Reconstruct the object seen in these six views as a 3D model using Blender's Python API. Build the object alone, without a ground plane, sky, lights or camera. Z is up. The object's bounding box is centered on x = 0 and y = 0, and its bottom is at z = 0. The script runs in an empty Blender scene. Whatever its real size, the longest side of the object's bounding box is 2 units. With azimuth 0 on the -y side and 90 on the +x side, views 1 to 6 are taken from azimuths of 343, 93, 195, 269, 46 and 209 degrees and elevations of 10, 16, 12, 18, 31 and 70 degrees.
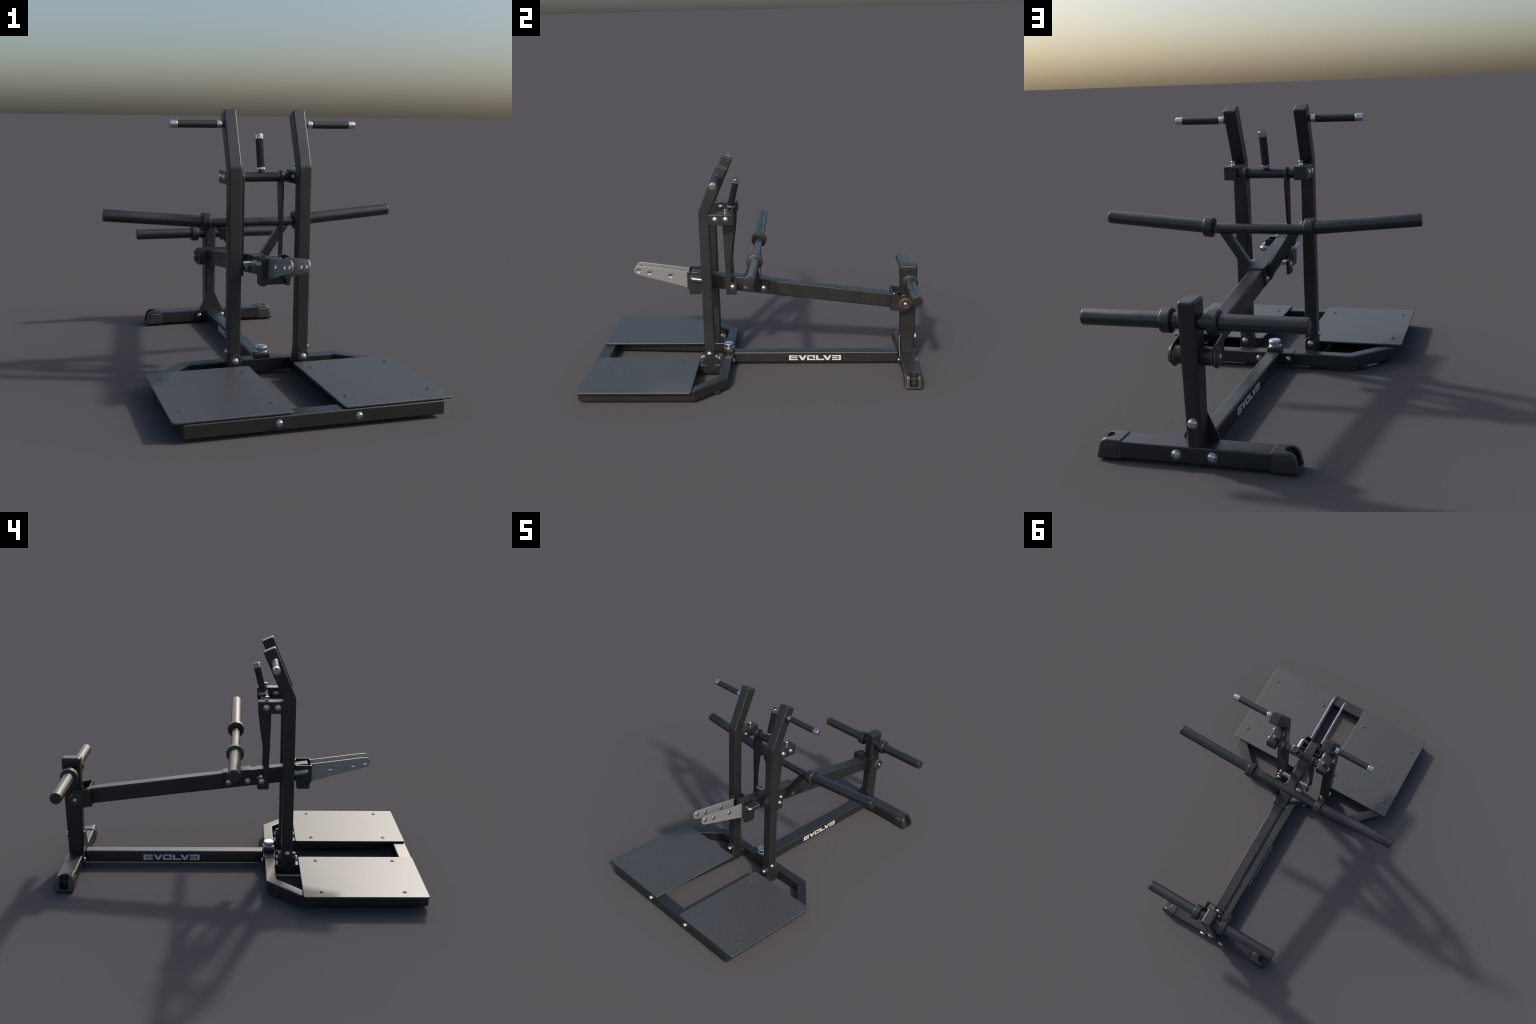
import bpy, bmesh, math
from mathutils import Vector, Matrix

scene = bpy.context.scene
COL = scene.collection


# ------------------------------------------------------------------ materials
def new_mat(name):
    m = bpy.data.materials.new(name)
    m.use_nodes = True
    nt = m.node_tree
    return m, nt, nt.nodes["Principled BSDF"]


def coated(name, c0, c1, rough, scale=60.0, bump=0.06, bump_scale=900.0, coat=0.0, spec=0.5, rough_var=0.05):
    """Powder-coat / moulded finish: two close tones mixed by noise, fine orange-peel bump."""
    m, nt, b = new_mat(name)
    tc = nt.nodes.new("ShaderNodeTexCoord")
    n = nt.nodes.new("ShaderNodeTexNoise")
    n.inputs["Scale"].default_value = scale
    n.inputs["Detail"].default_value = 4.0
    r = nt.nodes.new("ShaderNodeValToRGB")
    r.color_ramp.elements[0].position = 0.3
    r.color_ramp.elements[1].position = 0.7
    r.color_ramp.elements[0].color = (*c0, 1)
    r.color_ramp.elements[1].color = (*c1, 1)
    nt.links.new(tc.outputs["Object"], n.inputs["Vector"])
    nt.links.new(n.outputs["Fac"], r.inputs["Fac"])
    nt.links.new(r.outputs["Color"], b.inputs["Base Color"])
    n3 = nt.nodes.new("ShaderNodeTexNoise")
    n3.inputs["Scale"].default_value = 9.0
    n3.inputs["Detail"].default_value = 3.0
    nt.links.new(tc.outputs["Object"], n3.inputs["Vector"])
    mr = nt.nodes.new("ShaderNodeMapRange")
    mr.inputs["From Min"].default_value = 0.3
    mr.inputs["From Max"].default_value = 0.7
    mr.inputs["To Min"].default_value = rough - rough_var
    mr.inputs["To Max"].default_value = rough + rough_var
    nt.links.new(n3.outputs["Fac"], mr.inputs["Value"])
    nt.links.new(mr.outputs["Result"], b.inputs["Roughness"])
    n2 = nt.nodes.new("ShaderNodeTexNoise")
    n2.inputs["Scale"].default_value = bump_scale
    n2.inputs["Detail"].default_value = 2.0
    bp = nt.nodes.new("ShaderNodeBump")
    bp.inputs["Strength"].default_value = bump
    bp.inputs["Distance"].default_value = 0.001
    nt.links.new(tc.outputs["Object"], n2.inputs["Vector"])
    nt.links.new(n2.outputs["Fac"], bp.inputs["Height"])
    nt.links.new(bp.outputs["Normal"], b.inputs["Normal"])
    b.inputs["Coat Weight"].default_value = coat
    b.inputs["Coat Roughness"].default_value = 0.3
    b.inputs["Specular IOR Level"].default_value = spec
    return m


def metal(name, c, rough, scale=120.0, var=0.06, bump=0.0, stretch=(1, 1, 1), rough_var=0.08):
    m, nt, b = new_mat(name)
    b.inputs["Metallic"].default_value = 1.0
    tc = nt.nodes.new("ShaderNodeTexCoord")
    mp = nt.nodes.new("ShaderNodeMapping")
    mp.inputs["Scale"].default_value = stretch
    n = nt.nodes.new("ShaderNodeTexNoise")
    n.inputs["Scale"].default_value = scale
    n.inputs["Detail"].default_value = 3.0
    nt.links.new(tc.outputs["Object"], mp.inputs["Vector"])
    nt.links.new(mp.outputs["Vector"], n.inputs["Vector"])
    r = nt.nodes.new("ShaderNodeValToRGB")
    r.color_ramp.elements[0].position = 0.3
    r.color_ramp.elements[1].position = 0.7
    r.color_ramp.elements[0].color = (*[v * (1 - var) for v in c], 1)
    r.color_ramp.elements[1].color = (*[min(1, v * (1 + var)) for v in c], 1)
    nt.links.new(n.outputs["Fac"], r.inputs["Fac"])
    nt.links.new(r.outputs["Color"], b.inputs["Base Color"])
    mr = nt.nodes.new("ShaderNodeMapRange")
    mr.inputs["To Min"].default_value = max(0.02, rough - rough_var)
    mr.inputs["To Max"].default_value = rough + rough_var
    nt.links.new(n.outputs["Fac"], mr.inputs["Value"])
    nt.links.new(mr.outputs["Result"], b.inputs["Roughness"])
    if bump:
        bp = nt.nodes.new("ShaderNodeBump")
        bp.inputs["Strength"].default_value = bump
        bp.inputs["Distance"].default_value = 0.001
        nt.links.new(n.outputs["Fac"], bp.inputs["Height"])
        nt.links.new(bp.outputs["Normal"], b.inputs["Normal"])
    return m


def plate_mat():
    """Textured anti-slip sheet: dark grey with fine pale speckle and grain."""
    m, nt, b = new_mat("textured_plate")
    tc = nt.nodes.new("ShaderNodeTexCoord")
    n = nt.nodes.new("ShaderNodeTexNoise")
    n.inputs["Scale"].default_value = 320.0
    n.inputs["Detail"].default_value = 3.0
    r = nt.nodes.new("ShaderNodeValToRGB")
    r.color_ramp.elements[0].position = 0.35
    r.color_ramp.elements[1].position = 0.78
    r.color_ramp.elements[0].color = (0.037, 0.0385, 0.0395, 1)
    r.color_ramp.elements[1].color = (0.081, 0.0835, 0.085, 1)  # colour raised to make up for sky sheen lost with lower specular
    nt.links.new(tc.outputs["Object"], n.inputs["Vector"])
    nt.links.new(n.outputs["Fac"], r.inputs["Fac"])
    nt.links.new(r.outputs["Color"], b.inputs["Base Color"])
    b.inputs["Roughness"].default_value = 0.45
    b.inputs["Specular IOR Level"].default_value = 0.68
    n2 = nt.nodes.new("ShaderNodeTexNoise")
    n2.inputs["Scale"].default_value = 500.0
    n2.inputs["Detail"].default_value = 2.0
    bp = nt.nodes.new("ShaderNodeBump")
    bp.inputs["Strength"].default_value = 0.12
    bp.inputs["Distance"].default_value = 0.001
    nt.links.new(tc.outputs["Object"], n2.inputs["Vector"])
    nt.links.new(n2.outputs["Fac"], bp.inputs["Height"])
    nt.links.new(bp.outputs["Normal"], b.inputs["Normal"])
    return m


SCREW = coated("grey_screw", (0.05, 0.051, 0.051), (0.07, 0.071, 0.07), 0.3)  # base lightened from black to carry the bright highlights on the heads
BLACK = coated("black_powder_coat", (0.0125, 0.0130, 0.0132), (0.0165, 0.0170, 0.0170), 0.38, spec=0.7)
RUBBER = coated("black_rubber", (0.016, 0.016, 0.016), (0.021, 0.021, 0.0205), 0.42, bump=0.1, bump_scale=600, spec=0.8)
FOAM = coated("black_foam_grip", (0.013, 0.013, 0.014), (0.018, 0.018, 0.018), 0.6, bump=0.2, bump_scale=500)
HORN = coated("black_tube_finish", (0.0135, 0.0140, 0.0145), (0.0180, 0.0184, 0.0185), 0.31, spec=0.8)
nt = RUBBER.node_tree
bv = nt.nodes.new("ShaderNodeBevel")
bv.samples = 6
bv.inputs["Radius"].default_value = 0.004
nt.links.new(bv.outputs["Normal"], next(n for n in nt.nodes if n.type == 'BUMP').inputs["Normal"])
PLATE = plate_mat()
CHROME = metal("bright_zinc", (0.62, 0.63, 0.645), 0.24, scale=260, bump=0.05)
DULL = metal("dull_zinc", (0.38, 0.385, 0.395), 0.28, scale=200, bump=0.03)
STEEL = metal("satin_steel", (0.42, 0.42, 0.42), 0.29, scale=25, var=0.015, rough_var=0.02)
STEEL.node_tree.nodes["Principled BSDF"].inputs["Metallic"].default_value = 0.62
YELLOW = coated("yellow_accent", (0.30, 0.16, 0.025), (0.36, 0.20, 0.03), 0.5)
WHITE = coated("pale_lettering", (0.55, 0.545, 0.53), (0.63, 0.62, 0.60), 0.5)  # white toned down to suit the letters on the shaded side


# ------------------------------------------------------------------ helpers
ROOT = bpy.data.objects.new("belt_squat_machine", None)
COL.objects.link(ROOT)
ROOT["label"] = "black steel plate-loaded belt squat machine with two foot platforms"
ROOT["category"] = "gym machine"


def finish(bm, name, mat, parent=None, angle=38, weighted=True):
    bmesh.ops.recalc_face_normals(bm, faces=bm.faces)
    me = bpy.data.meshes.new(name)
    bm.to_mesh(me)
    bm.free()
    for p in me.polygons:
        p.use_smooth = True
    me.set_sharp_from_angle(angle=math.radians(angle))
    me.materials.append(mat)
    ob = bpy.data.objects.new(name, me)
    COL.objects.link(ob)
    ob.parent = parent or ROOT
    if weighted:
        w = ob.modifiers.new("weighted", 'WEIGHTED_NORMAL')
        w.keep_sharp = True
        w.weight = 80
    return ob


def bevel(bm, off, seg=3, min_angle=20):
    if off <= 0:
        return
    es = [e for e in bm.edges if len(e.link_faces) == 2 and
          e.calc_face_angle(0) > math.radians(min_angle)]
    bmesh.ops.bevel(bm, geom=es, offset=off, segments=seg, profile=0.5,
                    affect='EDGES', clamp_overlap=True)


def add_prism(bm, poly, axis, lo, hi):
    """Extrude a 2D polygon. axis 0: poly=(y,z) along x; 1: (x,z) along y; 2: (x,y) along z."""
    def pt(p, c):
        return {0: (c, p[0], p[1]), 1: (p[0], c, p[1]), 2: (p[0], p[1], c)}[axis]
    a = [bm.verts.new(pt(p, lo)) for p in poly]
    b = [bm.verts.new(pt(p, hi)) for p in poly]
    n = len(poly)
    bm.faces.new(a)
    bm.faces.new(list(reversed(b)))
    for i in range(n):
        bm.faces.new((a[i], a[(i + 1) % n], b[(i + 1) % n], b[i]))


def prism(name, poly, axis, lo, hi, mat, bev=0.004, seg=3, parent=None):
    bm = bmesh.new()
    add_prism(bm, poly, axis, lo, hi)
    bmesh.ops.recalc_face_normals(bm, faces=bm.faces)
    bevel(bm, bev, seg)
    return finish(bm, name, mat, parent)


def box(name, x, y, z, mat, bev=0.005, seg=3, parent=None):
    return prism(name, [(x[0], y[0]), (x[1], y[0]), (x[1], y[1]), (x[0], y[1])], 2,
                 z[0], z[1], mat, bev, seg, parent)


def add_hull8(bm, bottom, top):
    """bottom/top: four xyz corners each, same winding."""
    a = [bm.verts.new(p) for p in bottom]
    b = [bm.verts.new(p) for p in top]
    bm.faces.new(a)
    bm.faces.new(list(reversed(b)))
    for i in range(4):
        bm.faces.new((a[i], a[(i + 1) % 4], b[(i + 1) % 4], b[i]))


def frame_of(d):
    return Vector((0, 0, 1)).rotation_difference(Vector(d).normalized()).to_matrix()


def add_lathe(bm, p0, d, profile, seg=40):
    """Revolve profile [(distance along d, radius)] about the axis through p0."""
    p0 = Vector(p0)
    R = frame_of(d)
    rings = []
    for t, r in profile:
        if r < 1e-6:
            rings.append([bm.verts.new(p0 + R @ Vector((0, 0, t)))])
        else:
            rings.append([bm.verts.new(p0 + R @ Vector((r * math.cos(2 * math.pi * i / seg),
                                                        r * math.sin(2 * math.pi * i / seg), t)))
                          for i in range(seg)])
    for A, B in zip(rings, rings[1:]):
        for i in range(seg):
            j = (i + 1) % seg
            if len(A) == 1 and len(B) == 1:
                continue
            if len(A) == 1:
                bm.faces.new((A[0], B[i], B[j]))
            elif len(B) == 1:
                bm.faces.new((A[i], B[0], A[j]))
            else:
                bm.faces.new((A[i], B[i], B[j], A[j]))


def rounded_rod(L, r, e, n=4):
    """Solid cylinder profile with edges rounded by e."""
    pr = [(0, 0)]
    for k in range(n + 1):
        a = math.pi / 2 * k / n
        pr.append((e - e * math.cos(a), r - e + e * math.sin(a)))
    for k in range(n + 1):
        a = math.pi / 2 * k / n
        pr.append((L - e + e * math.sin(a), r - e + e * math.cos(a)))
    pr.append((L, 0))
    return pr


def rod(name, p0, p1, r, mat, edge=0.003, seg=40, parent=None):
    bm = bmesh.new()
    d = Vector(p1) - Vector(p0)
    add_lathe(bm, p0, d, rounded_rod(d.length, r, edge), seg)
    return finish(bm, name, mat, parent)


def lathe(name, p0, d, profile, mat, seg=40, parent=None):
    bm = bmesh.new()
    add_lathe(bm, p0, d, profile, seg)
    return finish(bm, name, mat, parent)


def arc(cx, cy, r, a0, a1, n=8):
    return [(cx + r * math.cos(math.radians(a0 + (a1 - a0) * i / n)),
             cy + r * math.sin(math.radians(a0 + (a1 - a0) * i / n))) for i in range(n + 1)]


def round_rect(x0, x1, y0, y1, r, n=5):
    return (arc(x1 - r, y0 + r, r, -90, 0, n) + arc(x1 - r, y1 - r, r, 0, 90, n) +
            arc(x0 + r, y1 - r, r, 90, 180, n) + arc(x0 + r, y0 + r, r, 180, 270, n))


def round_corners(poly, radii, n=5):
    """Replace polygon corners by tangent arcs; radii: one per corner."""
    out = []
    N = len(poly)
    for i in range(N):
        p = Vector(poly[i])
        a = (Vector(poly[i - 1]) - p)
        b = (Vector(poly[(i + 1) % N]) - p)
        r = radii[i]
        if r <= 0:
            out.append(tuple(p))
            continue
        a.normalize()
        b.normalize()
        half = a.angle(b) / 2
        t = r / math.tan(half)
        c = p + (a + b).normalized() * (r / math.sin(half))
        s, e = p + a * t - c, p + b * t - c
        a0 = math.atan2(s.y, s.x)
        da = math.atan2(e.y, e.x) - a0
        da = (da + math.pi) % (2 * math.pi) - math.pi
        for k in range(n + 1):
            th = a0 + da * k / n
            out.append((c.x + r * math.cos(th), c.y + r * math.sin(th)))
    return out


def holed_plate(name, outline, holes, axis, lo, hi, mat, bev=0.001, parent=None):
    """Flat plate with round holes, made from a filled 2D curve."""
    cu = bpy.data.curves.new(name, 'CURVE')
    cu.dimensions = '2D'
    cu.fill_mode = 'BOTH'
    cu.extrude = (hi - lo) / 2 - bev
    cu.bevel_depth = bev
    cu.bevel_resolution = 2
    cu.offset = -bev
    for pts in [outline] + [arc(c[0], c[1], c[2], 0, 360, 32)[:-1] for c in holes]:
        sp = cu.splines.new('POLY')
        sp.points.add(len(pts) - 1)
        for i, p in enumerate(pts):
            sp.points[i].co = (p[0], p[1], 0, 1)
        sp.use_cyclic_u = True
    tmp = bpy.data.objects.new("tmp", cu)
    COL.objects.link(tmp)
    dg = bpy.context.evaluated_depsgraph_get()
    me = bpy.data.meshes.new_from_object(tmp.evaluated_get(dg))
    bpy.data.objects.remove(tmp)
    bpy.data.curves.remove(cu)
    mid = (lo + hi) / 2
    for v in me.vertices:
        a, b, c = v.co
        v.co = {0: (mid + c, a, b), 1: (a, mid + c, b), 2: (a, b, mid + c)}[axis]
    bm = bmesh.new()
    bm.from_mesh(me)
    bpy.data.meshes.remove(me)
    bmesh.ops.remove_doubles(bm, verts=bm.verts, dist=1e-5)
    return finish(bm, name, mat, parent)


def sweep(name, pts, r, mat, seg=20, parent=None):
    """Round bar along a polyline (already smoothed)."""
    bm = bmesh.new()
    pts = [Vector(p) for p in pts]
    rings = []
    nrm = None
    for i, p in enumerate(pts):
        t = (pts[min(i + 1, len(pts) - 1)] - pts[max(i - 1, 0)]).normalized()
        if nrm is None:
            nrm = t.orthogonal().normalized()
        nrm = (nrm - t * nrm.dot(t)).normalized()
        bn = t.cross(nrm)
        rings.append([bm.verts.new(p + nrm * r * math.cos(2 * math.pi * k / seg) + bn * r * math.sin(2 * math.pi * k / seg))
                      for k in range(seg)])
    for A, B in zip(rings, rings[1:]):
        for k in range(seg):
            bm.faces.new((A[k], A[(k + 1) % seg], B[(k + 1) % seg], B[k]))
    bm.faces.new(rings[0])
    bm.faces.new(list(reversed(rings[-1])))
    return finish(bm, name, mat, parent)


# ------------------------------------------------------------------ bolts (shared mesh)
def bolt_mesh(name, r=0.0152, hex_h=0.0055, dome_h=0.0060):
    bm = bmesh.new()
    add_lathe(bm, (0, 0, 0), (0, 0, 1), rounded_rod(0.002, r * 1.06, 0.0006, 2), 28)
    pts = [(r * math.cos(math.pi / 3 * i), r * math.sin(math.pi / 3 * i)) for i in range(6)]
    hx = bmesh.new()
    add_prism(hx, pts, 2, 0.001, hex_h)
    bevel(hx, 0.0014, 2)
    tmp = bpy.data.meshes.new("tmp")
    hx.to_mesh(tmp)
    hx.free()
    bm.from_mesh(tmp)
    bpy.data.meshes.remove(tmp)
    rd = r * 0.86
    prof = [(hex_h - 0.001, rd)] + [(hex_h + dome_h * math.sin(math.radians(a)), rd * math.cos(math.radians(a)))
                                    for a in range(0, 90, 15)] + [(hex_h + dome_h, 0)]
    add_lathe(bm, (0, 0, 0), (0, 0, 1), prof, 28)
    ob = finish(bm, name, CHROME, weighted=False)
    me = ob.data
    bpy.data.objects.remove(ob)
    return me


BOLT = bolt_mesh("bolt")


def bolt(loc, d, parent, scale=1.0, spin=0.0, me=BOLT, name="bolt"):
    ob = bpy.data.objects.new(name, me)
    COL.objects.link(ob)
    ob.parent = parent
    ob.matrix_local = (Matrix.Translation(loc) @ frame_of(d).to_4x4() @
                       Matrix.Rotation(spin, 4, 'Z') @ Matrix.Scale(scale, 4))
    return ob


SIDES = (-1, 1)

# ------------------------------------------------------------------ base frame
ZB, ZT = 0.0148, 0.0775
outer_ring = [(-0.572, -0.9885), (0.572, -0.9885), (0.572, -0.318), (0.400, -0.145), (-0.400, -0.145), (-0.572, -0.318)]
inner_ring = [(-0.512, -0.913), (0.512, -0.913), (0.512, -0.341), (0.375, -0.204), (-0.375, -0.204), (-0.512, -0.341)]
bm = bmesh.new()
rings = [[bm.verts.new((x, y, z)) for x, y in ring] for z in (ZB, ZT) for ring in (outer_ring, inner_ring)]
for k in range(6):
    q = (k + 1) % 6
    for A, B in ((0, 1), (2, 3), (0, 2), (1, 3)):
        bm.faces.new((rings[A][k], rings[A][q], rings[B][q], rings[B][k]))
bmesh.ops.recalc_face_normals(bm, faces=bm.faces)
bevel(bm, 0.0065, 3)
base = finish(bm, "base_frame", BLACK)
for s in SIDES:
    bolt((s * 0.175, -0.9878, 0.047), (0, -1, 0), base, 1.0, 0.2)
    # splayed a little outwards towards the front, as the gap between the platforms shows
    tp = [(s * 0.1400, -0.2035), (s * 0.1995, -0.2035), (s * 0.1995, -0.330), (s * 0.2350, -0.914), (s * 0.1800, -0.914), (s * 0.1405, -0.300)]
    tube = prism("longitudinal_tube", tp, 2, ZB + 0.0006, ZT - 0.0006, BLACK, 0.007)
    for (x, y) in ((0.432, -0.211), (0.520, -0.830)):
        rod("rubber_foot", (s * x, y, 0.0), (s * x, y, 0.021), 0.026, RUBBER, 0.005, parent=base)

# coupling sleeve where rail meets the rear beam, with flange
sleeve_poly = [(-0.2075, 0.0155), (-0.1365, 0.0155), (-0.1365, 0.0805), (-0.2075, 0.0805)]
coupling = prism("coupling_sleeve", sleeve_poly, 0, -0.100, 0.100, BLACK, 0.004)
for s in SIDES:
    bolt((s * 0.075, -0.1362, 0.050), (0, 1, 0), coupling, 0.95, 0.4 * s)
# knob on the coupling
knob_block = box("knob_base", (-0.035, 0.035), (-0.203, -0.139), (0.079, 0.1035), BLACK, 0.005)
lathe("clamp_knob", (0, -0.171, 0.1015), (0, 0, 1),
      [(0, 0), (0, 0.0285), (0.0015, 0.0310), (0.0080, 0.0315), (0.0105, 0.0295), (0.0120, 0.0270), (0.0145, 0.0268), (0.0165, 0.0290),
       (0.0185, 0.0312), (0.0300, 0.0315), (0.0340, 0.0300), (0.0365, 0.0265), (0.0372, 0.0235), (0.0375, 0.0)], CHROME, 18, knob_block)

# ------------------------------------------------------------------ platforms
for s in SIDES:
    xs = sorted((s * 0.1120, s * 0.6140))
    pl = prism("foot_platform", round_rect(xs[0], xs[1], -0.9845, -0.333, 0.012), 2, 0.0795, 0.0895, PLATE, 0.0034, 3)
    for x in (0.167, 0.557):
        for y in (-0.430, -0.863):
            lathe("platform_screw", (s * x, y, 0.0885), (0, 0, 1),
                  [(0, 0.0112), (0.0020, 0.0112), (0.0035, 0.0100), (0.0046, 0.0070), (0.0048, 0.0052), (0.0030, 0.0046), (0.0030, 0)],
                  SCREW, 24, pl)

# ------------------------------------------------------------------ connecting rail + lettering
rail = box("connecting_rail", (-0.0335, 0.0335), (-0.138, 0.888), (0.0146, 0.0852), BLACK, 0.009)

# letter strokes on a 1745 x 152 grid (x to the right, y down)
LET = [
    [(0, 0), (290, 0), (285, 35), (76, 35), (76, 118), (292, 118), (292, 152), (0, 152)],
    [(102, 61), (288, 61), (288, 91), (102, 91)],
    [(313, 0), (392, 0), (466, 90), (514, 0), (587, 0), (502, 152), (417, 152)],
    [(615, 0), (875, 0), (880, 86), (815, 86), (815, 38), (612, 38)],
    [(595, 54), (670, 54), (672, 112), (888, 112), (880, 152), (612, 152)],
    [(908, 0), (980, 0), (988, 112), (1182, 112), (1178, 152), (912, 152)],
    [(1143, 0), (1226, 0), (1300, 90), (1350, 0), (1424, 0), (1340, 152), (1255, 152)],
    [(1450, 0), (1745, 0), (1745, 152), (1442, 152), (1450, 118), (1676, 118), (1676, 35), (1448, 35)],
    [(1448, 61), (1634, 61), (1634, 91), (1450, 91)],
]
for s, y0 in ((1, 0.208), (-1, 0.553)):
    bm = bmesh.new()
    for g in LET:
        poly = [(y0 + s * px * 0.323 / 1745, 0.0640 - py * 0.0325 / 152) for px, py in g]
        xa, xb = sorted((s * 0.0325, s * 0.0345))
        add_prism(bm, poly, 0, xa, xb)
    finish(bm, "lettering", WHITE, rail, weighted=False)

# ------------------------------------------------------------------ rear foot, post, gusset
rear = box("rear_foot_beam", (-0.300, 0.300), (0.893, 0.985), (0.010, 0.0800), BLACK, 0.007)
for s in SIDES:
    bolt((s * 0.072, 0.9848, 0.047), (0, 1, 0), rear, 1.27, 0.3 * s)
    # end cap: stepped sleeve with slanted nose and a wheel slot
    bm = bmesh.new()
    prof = round_corners([(s * 0.294, 0.006), (s * 0.4035, 0.0035), (s * 0.384, 0.0865), (s * 0.294, 0.0855)], [0, 0, 0.032, 0], 8)
    add_prism(bm, prof, 1, 0.8885, 0.9895)
    for v in bm.verts:                       # sides lean in towards the top
        k = (v.co.z / 0.089) * 0.006
        v.co.y += k if v.co.y < 0.94 else -k
    bmesh.ops.recalc_face_normals(bm, faces=bm.faces)
    bevel(bm, 0.009, 4, 25)
    cap = finish(bm, "foot_cap", RUBBER)
    cut = bmesh.new()
    x0, x1 = s * 0.342, s * 0.470
    plan = round_corners([(x0, 0.9150), (x1, 0.9150), (x1, 0.9640), (x0, 0.9640)], [0.022, 0, 0, 0.022], 8)
    add_prism(cut, plan, 2, 0.0170, 0.130)
    bmesh.ops.recalc_face_normals(cut, faces=cut.faces)
    me = bpy.data.meshes.new("tmp")
    cut.to_mesh(me)
    cut.free()
    co = bpy.data.objects.new("tmp", me)
    COL.objects.link(co)
    cap.modifiers.clear()
    bo = cap.modifiers.new("slot", 'BOOLEAN')
    bo.operation = 'DIFFERENCE'
    bo.solver = 'EXACT'
    bo.object = co
    dg = bpy.context.evaluated_depsgraph_get()
    nm = bpy.data.meshes.new_from_object(cap.evaluated_get(dg))
    cap.modifiers.clear()
    cap.data = nm
    nm.name = "foot_cap"
    bpy.data.objects.remove(co)
    nm.set_sharp_from_angle(angle=math.radians(38))
    w = cap.modifiers.new("weighted", 'WEIGHTED_NORMAL')
    w.keep_sharp = True
    # thin bar modelled for the lighter line seen inside the slot
    rod("slot_pale_line", (s * 0.349, 0.913, 0.046), (s * 0.349, 0.966, 0.046), 0.005, RUBBER, 0.001, 16, cap)
    # raised side panels and yellow accent on the front side
    for yy, sg in ((0.8885, -1), (0.9895, 1)):
        bm = bmesh.new()
        pp = [(s * 0.312, 0.011), (s * 0.388, 0.011), (s * 0.374, 0.066), (s * 0.312, 0.066)]
        lo, hi = yy - sg * 0.010, yy + sg * 0.0022
        add_prism(bm, pp, 1, min(lo, hi), max(lo, hi))
        for v in bm.verts:
            v.co.y -= sg * v.co.z / 0.089 * 0.006
        bmesh.ops.recalc_face_normals(bm, faces=bm.faces)
        bevel(bm, 0.002, 2)
        finish(bm, "cap_panel", RUBBER, cap)
    xa, xb = sorted((s * 0.316, s * 0.366))
    bm = bmesh.new()
    add_prism(bm, [(xa, 0.0655), (xb, 0.0655), (xb, 0.0695), (xa, 0.0695)], 1, 0.8905, 0.8945)
    bevel(bm, 0.0008, 1)
    finish(bm, "accent_stripe", YELLOW, cap)

bm = bmesh.new()
add_hull8(bm, [(-0.0295, 0.8955, 0.060), (0.0285, 0.8955, 0.060), (0.0285, 0.982, 0.060), (-0.0295, 0.982, 0.060)],
          [(-0.0348, 0.8858, 0.643), (0.0335, 0.8858, 0.643), (0.0335, 0.9918, 0.643), (-0.0348, 0.9918, 0.643)])
bmesh.ops.recalc_face_normals(bm, faces=bm.faces)
bevel(bm, 0.013, 5)
post = finish(bm, "rear_post", BLACK)
bolt((-0.001, 0.9838, 0.176), (0, 1, 0.01), post, 1.27)

gpoly = round_corners([(-0.087, 0.018), (0.087, 0.018), (0.087, 0.068), (0.077, 0.073), (0.021, 0.196), (-0.021, 0.196), (-0.077, 0.073), (-0.087, 0.068)],
                      [0, 0, 0.004, 0.01, 0.008, 0.008, 0.01, 0.004], 3)
gusset = prism("gusset_plate", gpoly, 1, 0.8868, 0.8938, BLACK, 0.002, 2)
for s in SIDES:
    bolt((s * 0.071, 0.8870, 0.048), (0, -1, 0), gusset, 0.95, 0.5)


# ------------------------------------------------------------------ weight horns
def collar(p, d, L, r, parent):
    e = 0.007
    pr = [(0, 0), (0, r - 0.014), (0.0015, r - 0.012), (0.0015, r - e)]
    pr += [(0.0015 + e - e * math.cos(a), r - e + e * math.sin(a)) for a in (0.4, 0.8, 1.2, 1.57)]
    pr += [(L - 0.0015 - e + e * math.sin(a), r - e + e * math.cos(a)) for a in (0.0, 0.4, 0.8, 1.2, 1.57)]
    pr += [(L - 0.0015, r - 0.012), (L, r - 0.014), (L, 0)]
    return lathe("horn_collar", p, d, pr, BLACK, 44, parent)


for s in SIDES:
    horn = rod("rear_weight_horn", (s * 0.028, 0.939, 0.557), ((-0.4465 if s < 0 else 0.4345), 0.939, 0.557), 0.0313, HORN, 0.005, 48)
    collar((s * 0.068, 0.939, 0.557), (s, 0, 0), 0.046, 0.0475, horn)

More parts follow.
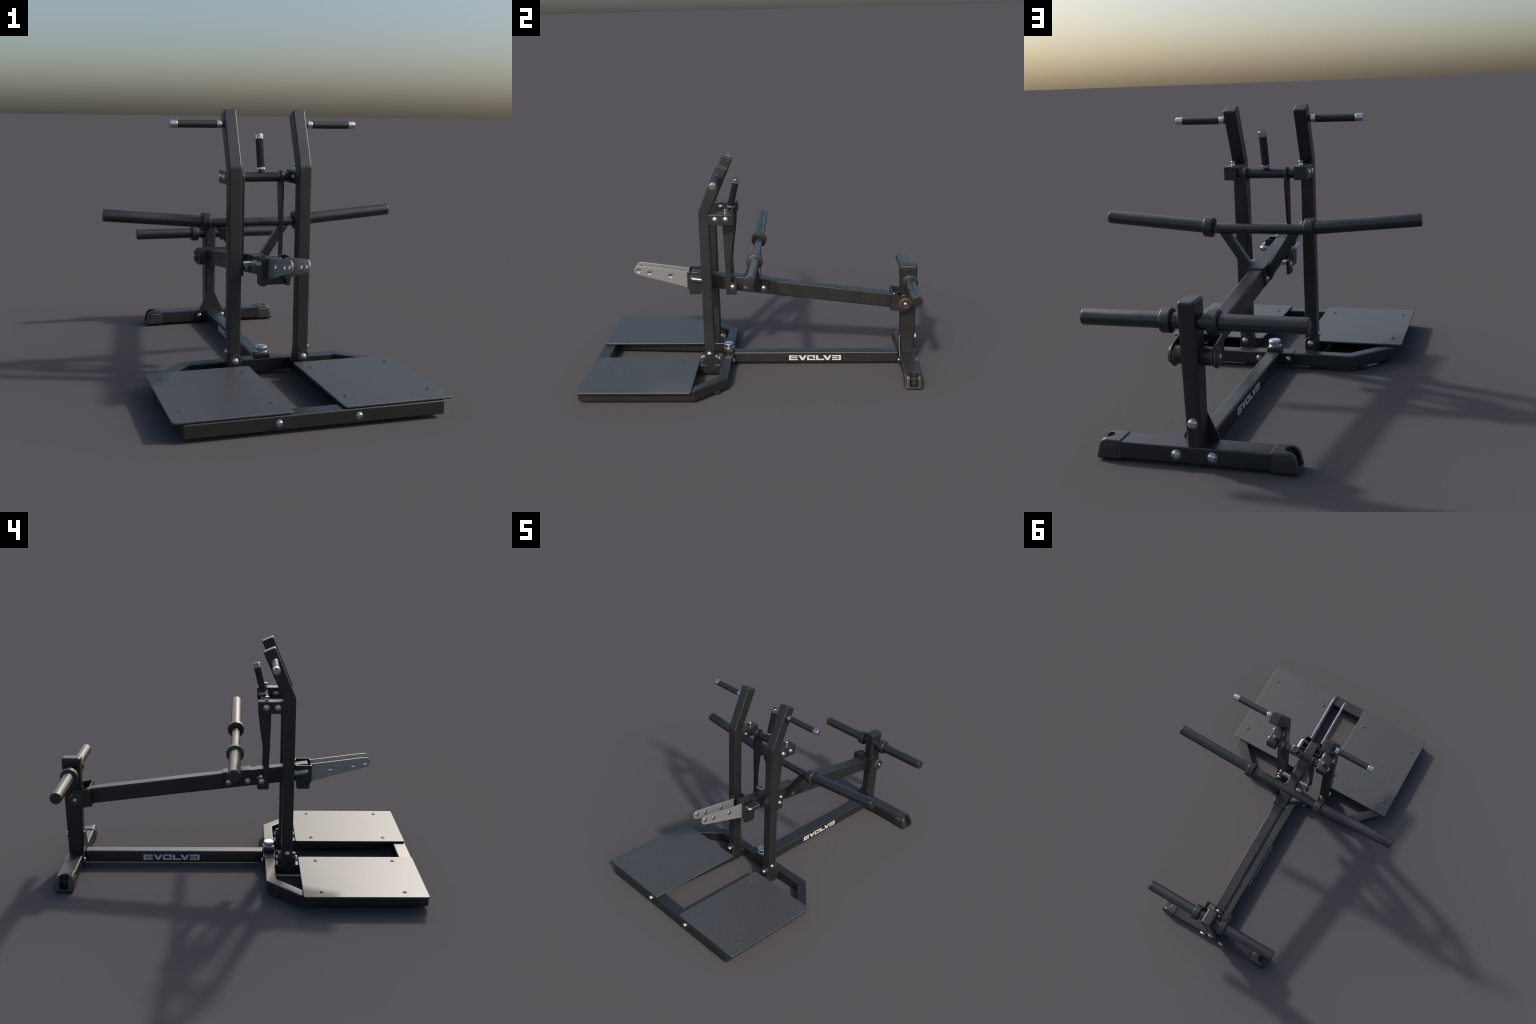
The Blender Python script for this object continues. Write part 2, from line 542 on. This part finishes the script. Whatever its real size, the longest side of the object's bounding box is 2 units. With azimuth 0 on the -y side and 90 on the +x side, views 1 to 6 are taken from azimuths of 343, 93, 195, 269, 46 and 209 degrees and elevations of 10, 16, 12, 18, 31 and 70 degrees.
bar = rod("cross_bar", (-0.228, 0.0235, 0.7362), (0.228, 0.0235, 0.7362), 0.0238, HORN, 0.002, 40)
for s in SIDES:
    a = Vector((s * 0.250, 0.0235, 0.7432))
    b = Vector((-0.7505 if s < 0 else 0.7535, 0.0235, 0.7870))
    horn = rod("weight_horn", a, b, 0.0308, HORN, 0.005, 48)
    dd = (b - a).normalized()
    collar(Vector((s * 0.220, 0.0235, 0.7400)), dd, 0.047, 0.0475, horn)
    # strut: square tube leaning from the arm sleeve up to the cross bar
    pin, pout = Vector((s * 0.141, 0.716)), Vector((s * 0.192, 0.716))
    dn = (Vector((s * 0.0445, 0.571)) - Vector((s * 0.140, 0.713))).normalized()
    def at_x(p, x):
        t = (x - p.x) / dn.x
        return p + dn * t
    i0 = at_x(pin, s * 0.036)
    o0 = at_x(pout, s * 0.062)
    poly = [tuple(pin), tuple(pout), tuple(o0), (s * 0.050, 0.492), (s * 0.036, 0.492), tuple(i0)]
    prism("bar_strut", poly, 1, -0.002, 0.040, BLACK, 0.006, 3)

# ------------------------------------------------------------------ lever arm
def ztop(y):
    return 0.5705 - 0.1265 * y


def zbot(y):
    return 0.4800 - 0.1243 * y


def slant(name, y0, y1, x, up, dn, mat, bev):
    """Segment of the tilted lever profile, ends square to the arm."""
    k = 0.1265 * 0.087
    poly = [(y0 - k / 2, zbot(y0) - dn), (y1 - k / 2, zbot(y1) - dn), (y1 + k / 2, ztop(y1) + up), (y0 + k / 2, ztop(y0) + up)]
    return prism(name, poly, 0, -x, x, mat, bev, 3)


arm = slant("lever_arm", -0.388, 0.838, 0.0335, 0, 0, BLACK, 0.008)
slv = slant("arm_sleeve", -0.066, 0.093, 0.0405, 0.0065, -0.006, BLACK, 0.005)
for s in SIDES:
    bolt((s * 0.0402, -0.0460, 0.5185), (s, 0, 0), slv, 0.98, 0.2)
    bolt((s * 0.0402, 0.0615, 0.5095), (s, 0, 0), slv, 0.98, 0.5)

# ------------------------------------------------------------------ pivot yoke at the rear post
PY, PZ = 0.915, 0.418
side_poly = [(0.8375, 0.481), (0.8245, 0.378)] + [(0.885, 0.369)] + arc(PY - 0.012, PZ, 0.0485, -100, 80, 16)
yoke = None
for s in SIDES:
    xs = sorted((s * 0.0800, s * 0.0862))
    p = prism("yoke_cheek", side_poly, 0, xs[0], xs[1], BLACK, 0.0015, 2)
    # bushing between post and cheek, with a thin yellow washer
    lathe("pivot_bushing", (s * 0.026, PY, PZ), (s, 0, 0),
          [(0, 0.0385), (0.010, 0.0385), (0.012, 0.0355), (0.052, 0.0355), (0.054, 0.0)], BLACK, 40, p)
    lathe("bushing_ring", (s * 0.0735, PY, PZ), (s, 0, 0), [(0, 0.030), (0, 0.0368), (0.0026, 0.0368), (0.0026, 0.030)], YELLOW, 40, p)
    lathe("bushing_ring", (s * 0.0860, PY, PZ), (s, 0, 0), [(0, 0.030), (0, 0.0368), (0.0026, 0.0368), (0.0026, 0.030)], YELLOW, 40, p)
    lathe("pivot_cap", (s * 0.0870, PY, PZ), (s, 0, 0),
          [(0, 0.0350), (0.0055, 0.0350), (0.0085, 0.0335), (0.0100, 0.0290), (0.0100, 0.022), (0.0088, 0.0205), (0.0088, 0.0)], RUBBER, 40, p)
    bolt((s * 0.0955, PY, PZ), (s, 0, 0), p, 0.72)
front_poly = [(0.8375, 0.481), (0.8245, 0.378), (0.8325, 0.377), (0.8455, 0.480)]
yk = prism("yoke_bridge", front_poly, 0, -0.0845, 0.0845, BLACK, 0.0015, 2)
box("stop_block", (-0.034, 0.030), (0.838, 0.870), (0.396, 0.452), BLACK, 0.004, parent=yk)
bolt((-0.002, 0.856, 0.4515), (0, 0.15, 1), yk, 0.85)

# ------------------------------------------------------------------ belt fork at the front of the arm
fc, fr = (-0.6985, 0.6325), 0.0290
fork_outline = [(-0.3980, 0.6205), (-0.3980, 0.5180)] + arc(fc[0], fc[1], fr, 255, 97, 18)
for s in SIDES:
    xs = sorted((s * 0.0355, s * 0.0430))
    fp = holed_plate("fork_plate", fork_outline, [(-0.6985, 0.6325, 0.0130), (-0.6330, 0.6185, 0.0130), (-0.5055, 0.5985, 0.0130)],
                     0, xs[0], xs[1], STEEL, 0.0012)
    for (y, z) in ((-0.6985, 0.6325), (-0.6330, 0.6185), (-0.5055, 0.5985)):
        bm = bmesh.new()
        add_lathe(bm, (s * 0.0346, y, z), (s, 0, 0),
                  [(0.0012, 0.0105), (0, 0.0140), (0.0012, 0.0150), (0.0083, 0.0150), (0.0095, 0.0140), (0.0083, 0.0105), (0.0012, 0.0105)], 32)
        bmesh.ops.remove_doubles(bm, verts=bm.verts, dist=1e-5)
        finish(bm, "hole_bushing", CHROME, fp)
    # open channel bracket beside the arm nose
    bm = bmesh.new()
    outer = round_corners([(-0.3965, 0.6200), (-0.3965, 0.5230), (-0.3915, 0.5150), (-0.3910, 0.4838), (-0.3175, 0.4838), (-0.3140, 0.5350), (-0.3140, 0.6200)],
                          [0, 0.002, 0.002, 0.012, 0.012, 0.01, 0], 4)
    xa, xb = sorted((s * 0.0645, s * 0.0710))
    add_prism(bm, outer, 0, xa, xb)
    br = finish(bm, "channel_wall", BLACK, None)
    for nm_, yy, x0, z0 in (("channel_front", (-0.4005, -0.3940), 0.0335, 0.5190), ("channel_rear", (-0.3185, -0.3125), 0.0330, 0.5330)):
        xa, xb = sorted((s * x0, s * 0.0705))
        box(nm_, (xa, xb), yy, (z0, 0.6195), BLACK, 0.0015, 2, parent=br)
    # bent round handle
    zc = lambda y: 0.5405 - 0.126 * y
    path = round_corners([(0.050, -0.3720), (0.0840, -0.3720), (0.0840, -0.289), (0.030, -0.289)], [0, 0.013, 0.016, 0], 7)
    sweep("bent_handle", [(s * x, y, zc(y)) for x, y in path], 0.0138, DULL, 20, br)
    bx = sorted((s * 0.0470, s * 0.0712))
    box("saddle_corner", bx, (-0.3915, -0.3185), (0.4842, 0.5240), BLACK, 0.006, parent=br)
box("fork_saddle", (-0.0645, 0.0645), (-0.374, -0.330), (0.487, 0.535), BLACK, 0.005)

# ------------------------------------------------------------------ uprights
Wu = 0.0313
up_poly = [(-0.2965, 0.070), (-0.2350, 0.070), (-0.2355, 1.0120), (-0.1205, 1.2730), (-0.1835, 1.3000), (-0.2970, 1.0330)]
for s in SIDES:
    cx = s * 0.172 - 0.0012
    up = prism("upright", up_poly, 0, cx - Wu, cx + Wu, BLACK, 0.0080, 4)
    bolt((cx + s * 0.0311, -0.2680, 0.147), (s, 0, 0), up, 0.95)
    # foot brackets: two round-topped tabs
    for y0, y1, yd in ((-0.3150, -0.2945, -1), (-0.2375, -0.2170, 1)):
        tab = [(cx - 0.029, 0.074), (cx + 0.029, 0.074)] + arc(cx, 0.1165, 0.027, 0, 180, 12)
        tb = prism("bracket_tab", tab, 1, y0, y1, BLACK, 0.003, 2, parent=up)
        bolt((cx, y0 if yd < 0 else y1, 0.1105), (0, yd, 0), up, 1.0, 0.3)
    # rest block behind the upright
    bl = box("cross_tube_block", (cx - Wu + 0.0001, cx + Wu - 0.0006), (-0.244, -0.0970), (0.9470, 1.0130), BLACK, 0.005)
    for y in (-0.1405, -0.2015):
        bolt((cx + s * 0.0305, y, 0.9815), (s, 0, 0), bl, 1.02, y * 20)
    ob_poly = round_rect(-0.218, -0.184, 0.9720, 0.9905, 0.009, 6)
    xs = sorted((s * 0.1385, s * 0.1420))
    prism("slotted_nut", ob_poly, 0, xs[0], xs[1], CHROME, 0.001, 2, parent=bl)
    bolt((s * 0.1390, -0.2015, 0.9812), (-s, 0, 0), bl, 0.62)
    lathe("stop_stud", (s * 0.168, -0.1445, 1.011), (0, 0, 1),
          [(0, 0.0095), (0.002, 0.0108), (0.0060, 0.0110), (0.008, 0.0098), (0.016, 0.0096), (0.0175, 0.0108), (0.0215, 0.0112),
           (0.0240, 0.0095), (0.0245, 0.0)], CHROME, 24, bl)
    # hand grip
    lathe("grip_stub", (s * 0.200, -0.180, 1.2290), (s, 0, 0), [(0, 0.014), (0.014, 0.0135), (0.014, 0)], BLACK, 28, up)
    rod("grip_ferrule", (s * 0.211, -0.180, 1.2290), (s * 0.240, -0.180, 1.2290), 0.0186, CHROME, 0.005, 32, parent=up)
    rod("hand_grip", (s * 0.236, -0.180, 1.2290), (s * 0.430, -0.180, 1.2290), 0.0180, FOAM, 0.002, 36, parent=up)
    rod("grip_cap", (s * 0.425, -0.180, 1.2290), (s * 0.4610, -0.180, 1.2290), 0.0192, CHROME, 0.0035, 36, parent=up)

# ------------------------------------------------------------------ cross tube, centre handle, safety hooks
TY, TZ = -0.1400, 0.9765
ct = rod("rotating_tube", (-0.1415, TY, TZ), (0.1415, TY, TZ), 0.0238, BLACK, 0.001, 40)
hd = Vector((0, 0.046, 0.185)).normalized()
h0 = Vector((0, -0.1395, 0.970))
L = (1.181 - 0.970) / hd.z
lathe("handle_stub", h0, hd, [(0, 0.0135), (0.045, 0.0135), (0.045, 0)], BLACK, 28, ct)
rod("handle_ferrule", h0 + hd * 0.0385, h0 + hd * 0.0520, 0.0205, CHROME, 0.0025, 36, parent=ct)
rod("lever_grip", h0 + hd * 0.0500, h0 + hd * (L - 0.022), 0.0188, FOAM, 0.001, 36, parent=ct)
rod("grip_cap", h0 + hd * (L - 0.027), h0 + hd * L, 0.0203, CHROME, 0.003, 36, parent=ct)

lathe("grip_plug", h0 + hd * (L - 0.002), hd, [(0, 0.0180), (0.0026, 0.0180), (0.0038, 0.0165), (0.0038, 0)], FOAM, 32, ct)

EY, EZ = -0.1345, 0.9740
front_edge = [(-0.1697, 0.930), (-0.1692, 0.884), (-0.1680, 0.830), (-0.1662, 0.776), (-0.1650, 0.722), (-0.1625, 0.667), (-0.1610, 0.600)]
rear_edge = [(-0.1295, 0.5700), (-0.1295, 0.600), (-0.1310, 0.667), (-0.1265, 0.722), (-0.1195, 0.776), (-0.1115, 0.830), (-0.1045, 0.884), (-0.1005, 0.930)]
foot = round_corners([(-0.1620, 0.5400), (-0.1630, 0.4905), (-0.0985, 0.4920), (-0.0935, 0.5600), (-0.1240, 0.5640)], [0, 0.009, 0.006, 0.005, 0.003], 4)
hook_poly = arc(EY, EZ, 0.0350, 12, 168, 14) + front_edge + foot + rear_edge
for s in SIDES:
    xa, xb = sorted((s * 0.0935, s * 0.1065))
    hk = prism("safety_hook", hook_poly, 0, xa, xb, BLACK, 0.0035, 2)
    # rounded eye of the hook around the tube
    lathe("hook_eye", (s * 0.0895, EY, EZ), (s, 0, 0),
          [(0, 0.0225), (0, 0.0295), (0.0030, 0.0335), (0.0075, 0.0355), (0.0135, 0.0355), (0.0180, 0.0335), (0.0210, 0.0295), (0.0210, 0.0225)],
          BLACK, 40, hk)
    bolt((s * 0.1060, -0.1220, 0.5395), (s, 0, 0), hk, 1.05)
    rod("hook_pin", (s * 0.0330, -0.1170, 0.5470), (s * 0.0935, -0.1170, 0.5470), 0.0132, CHROME, 0.002, 28, parent=arm)
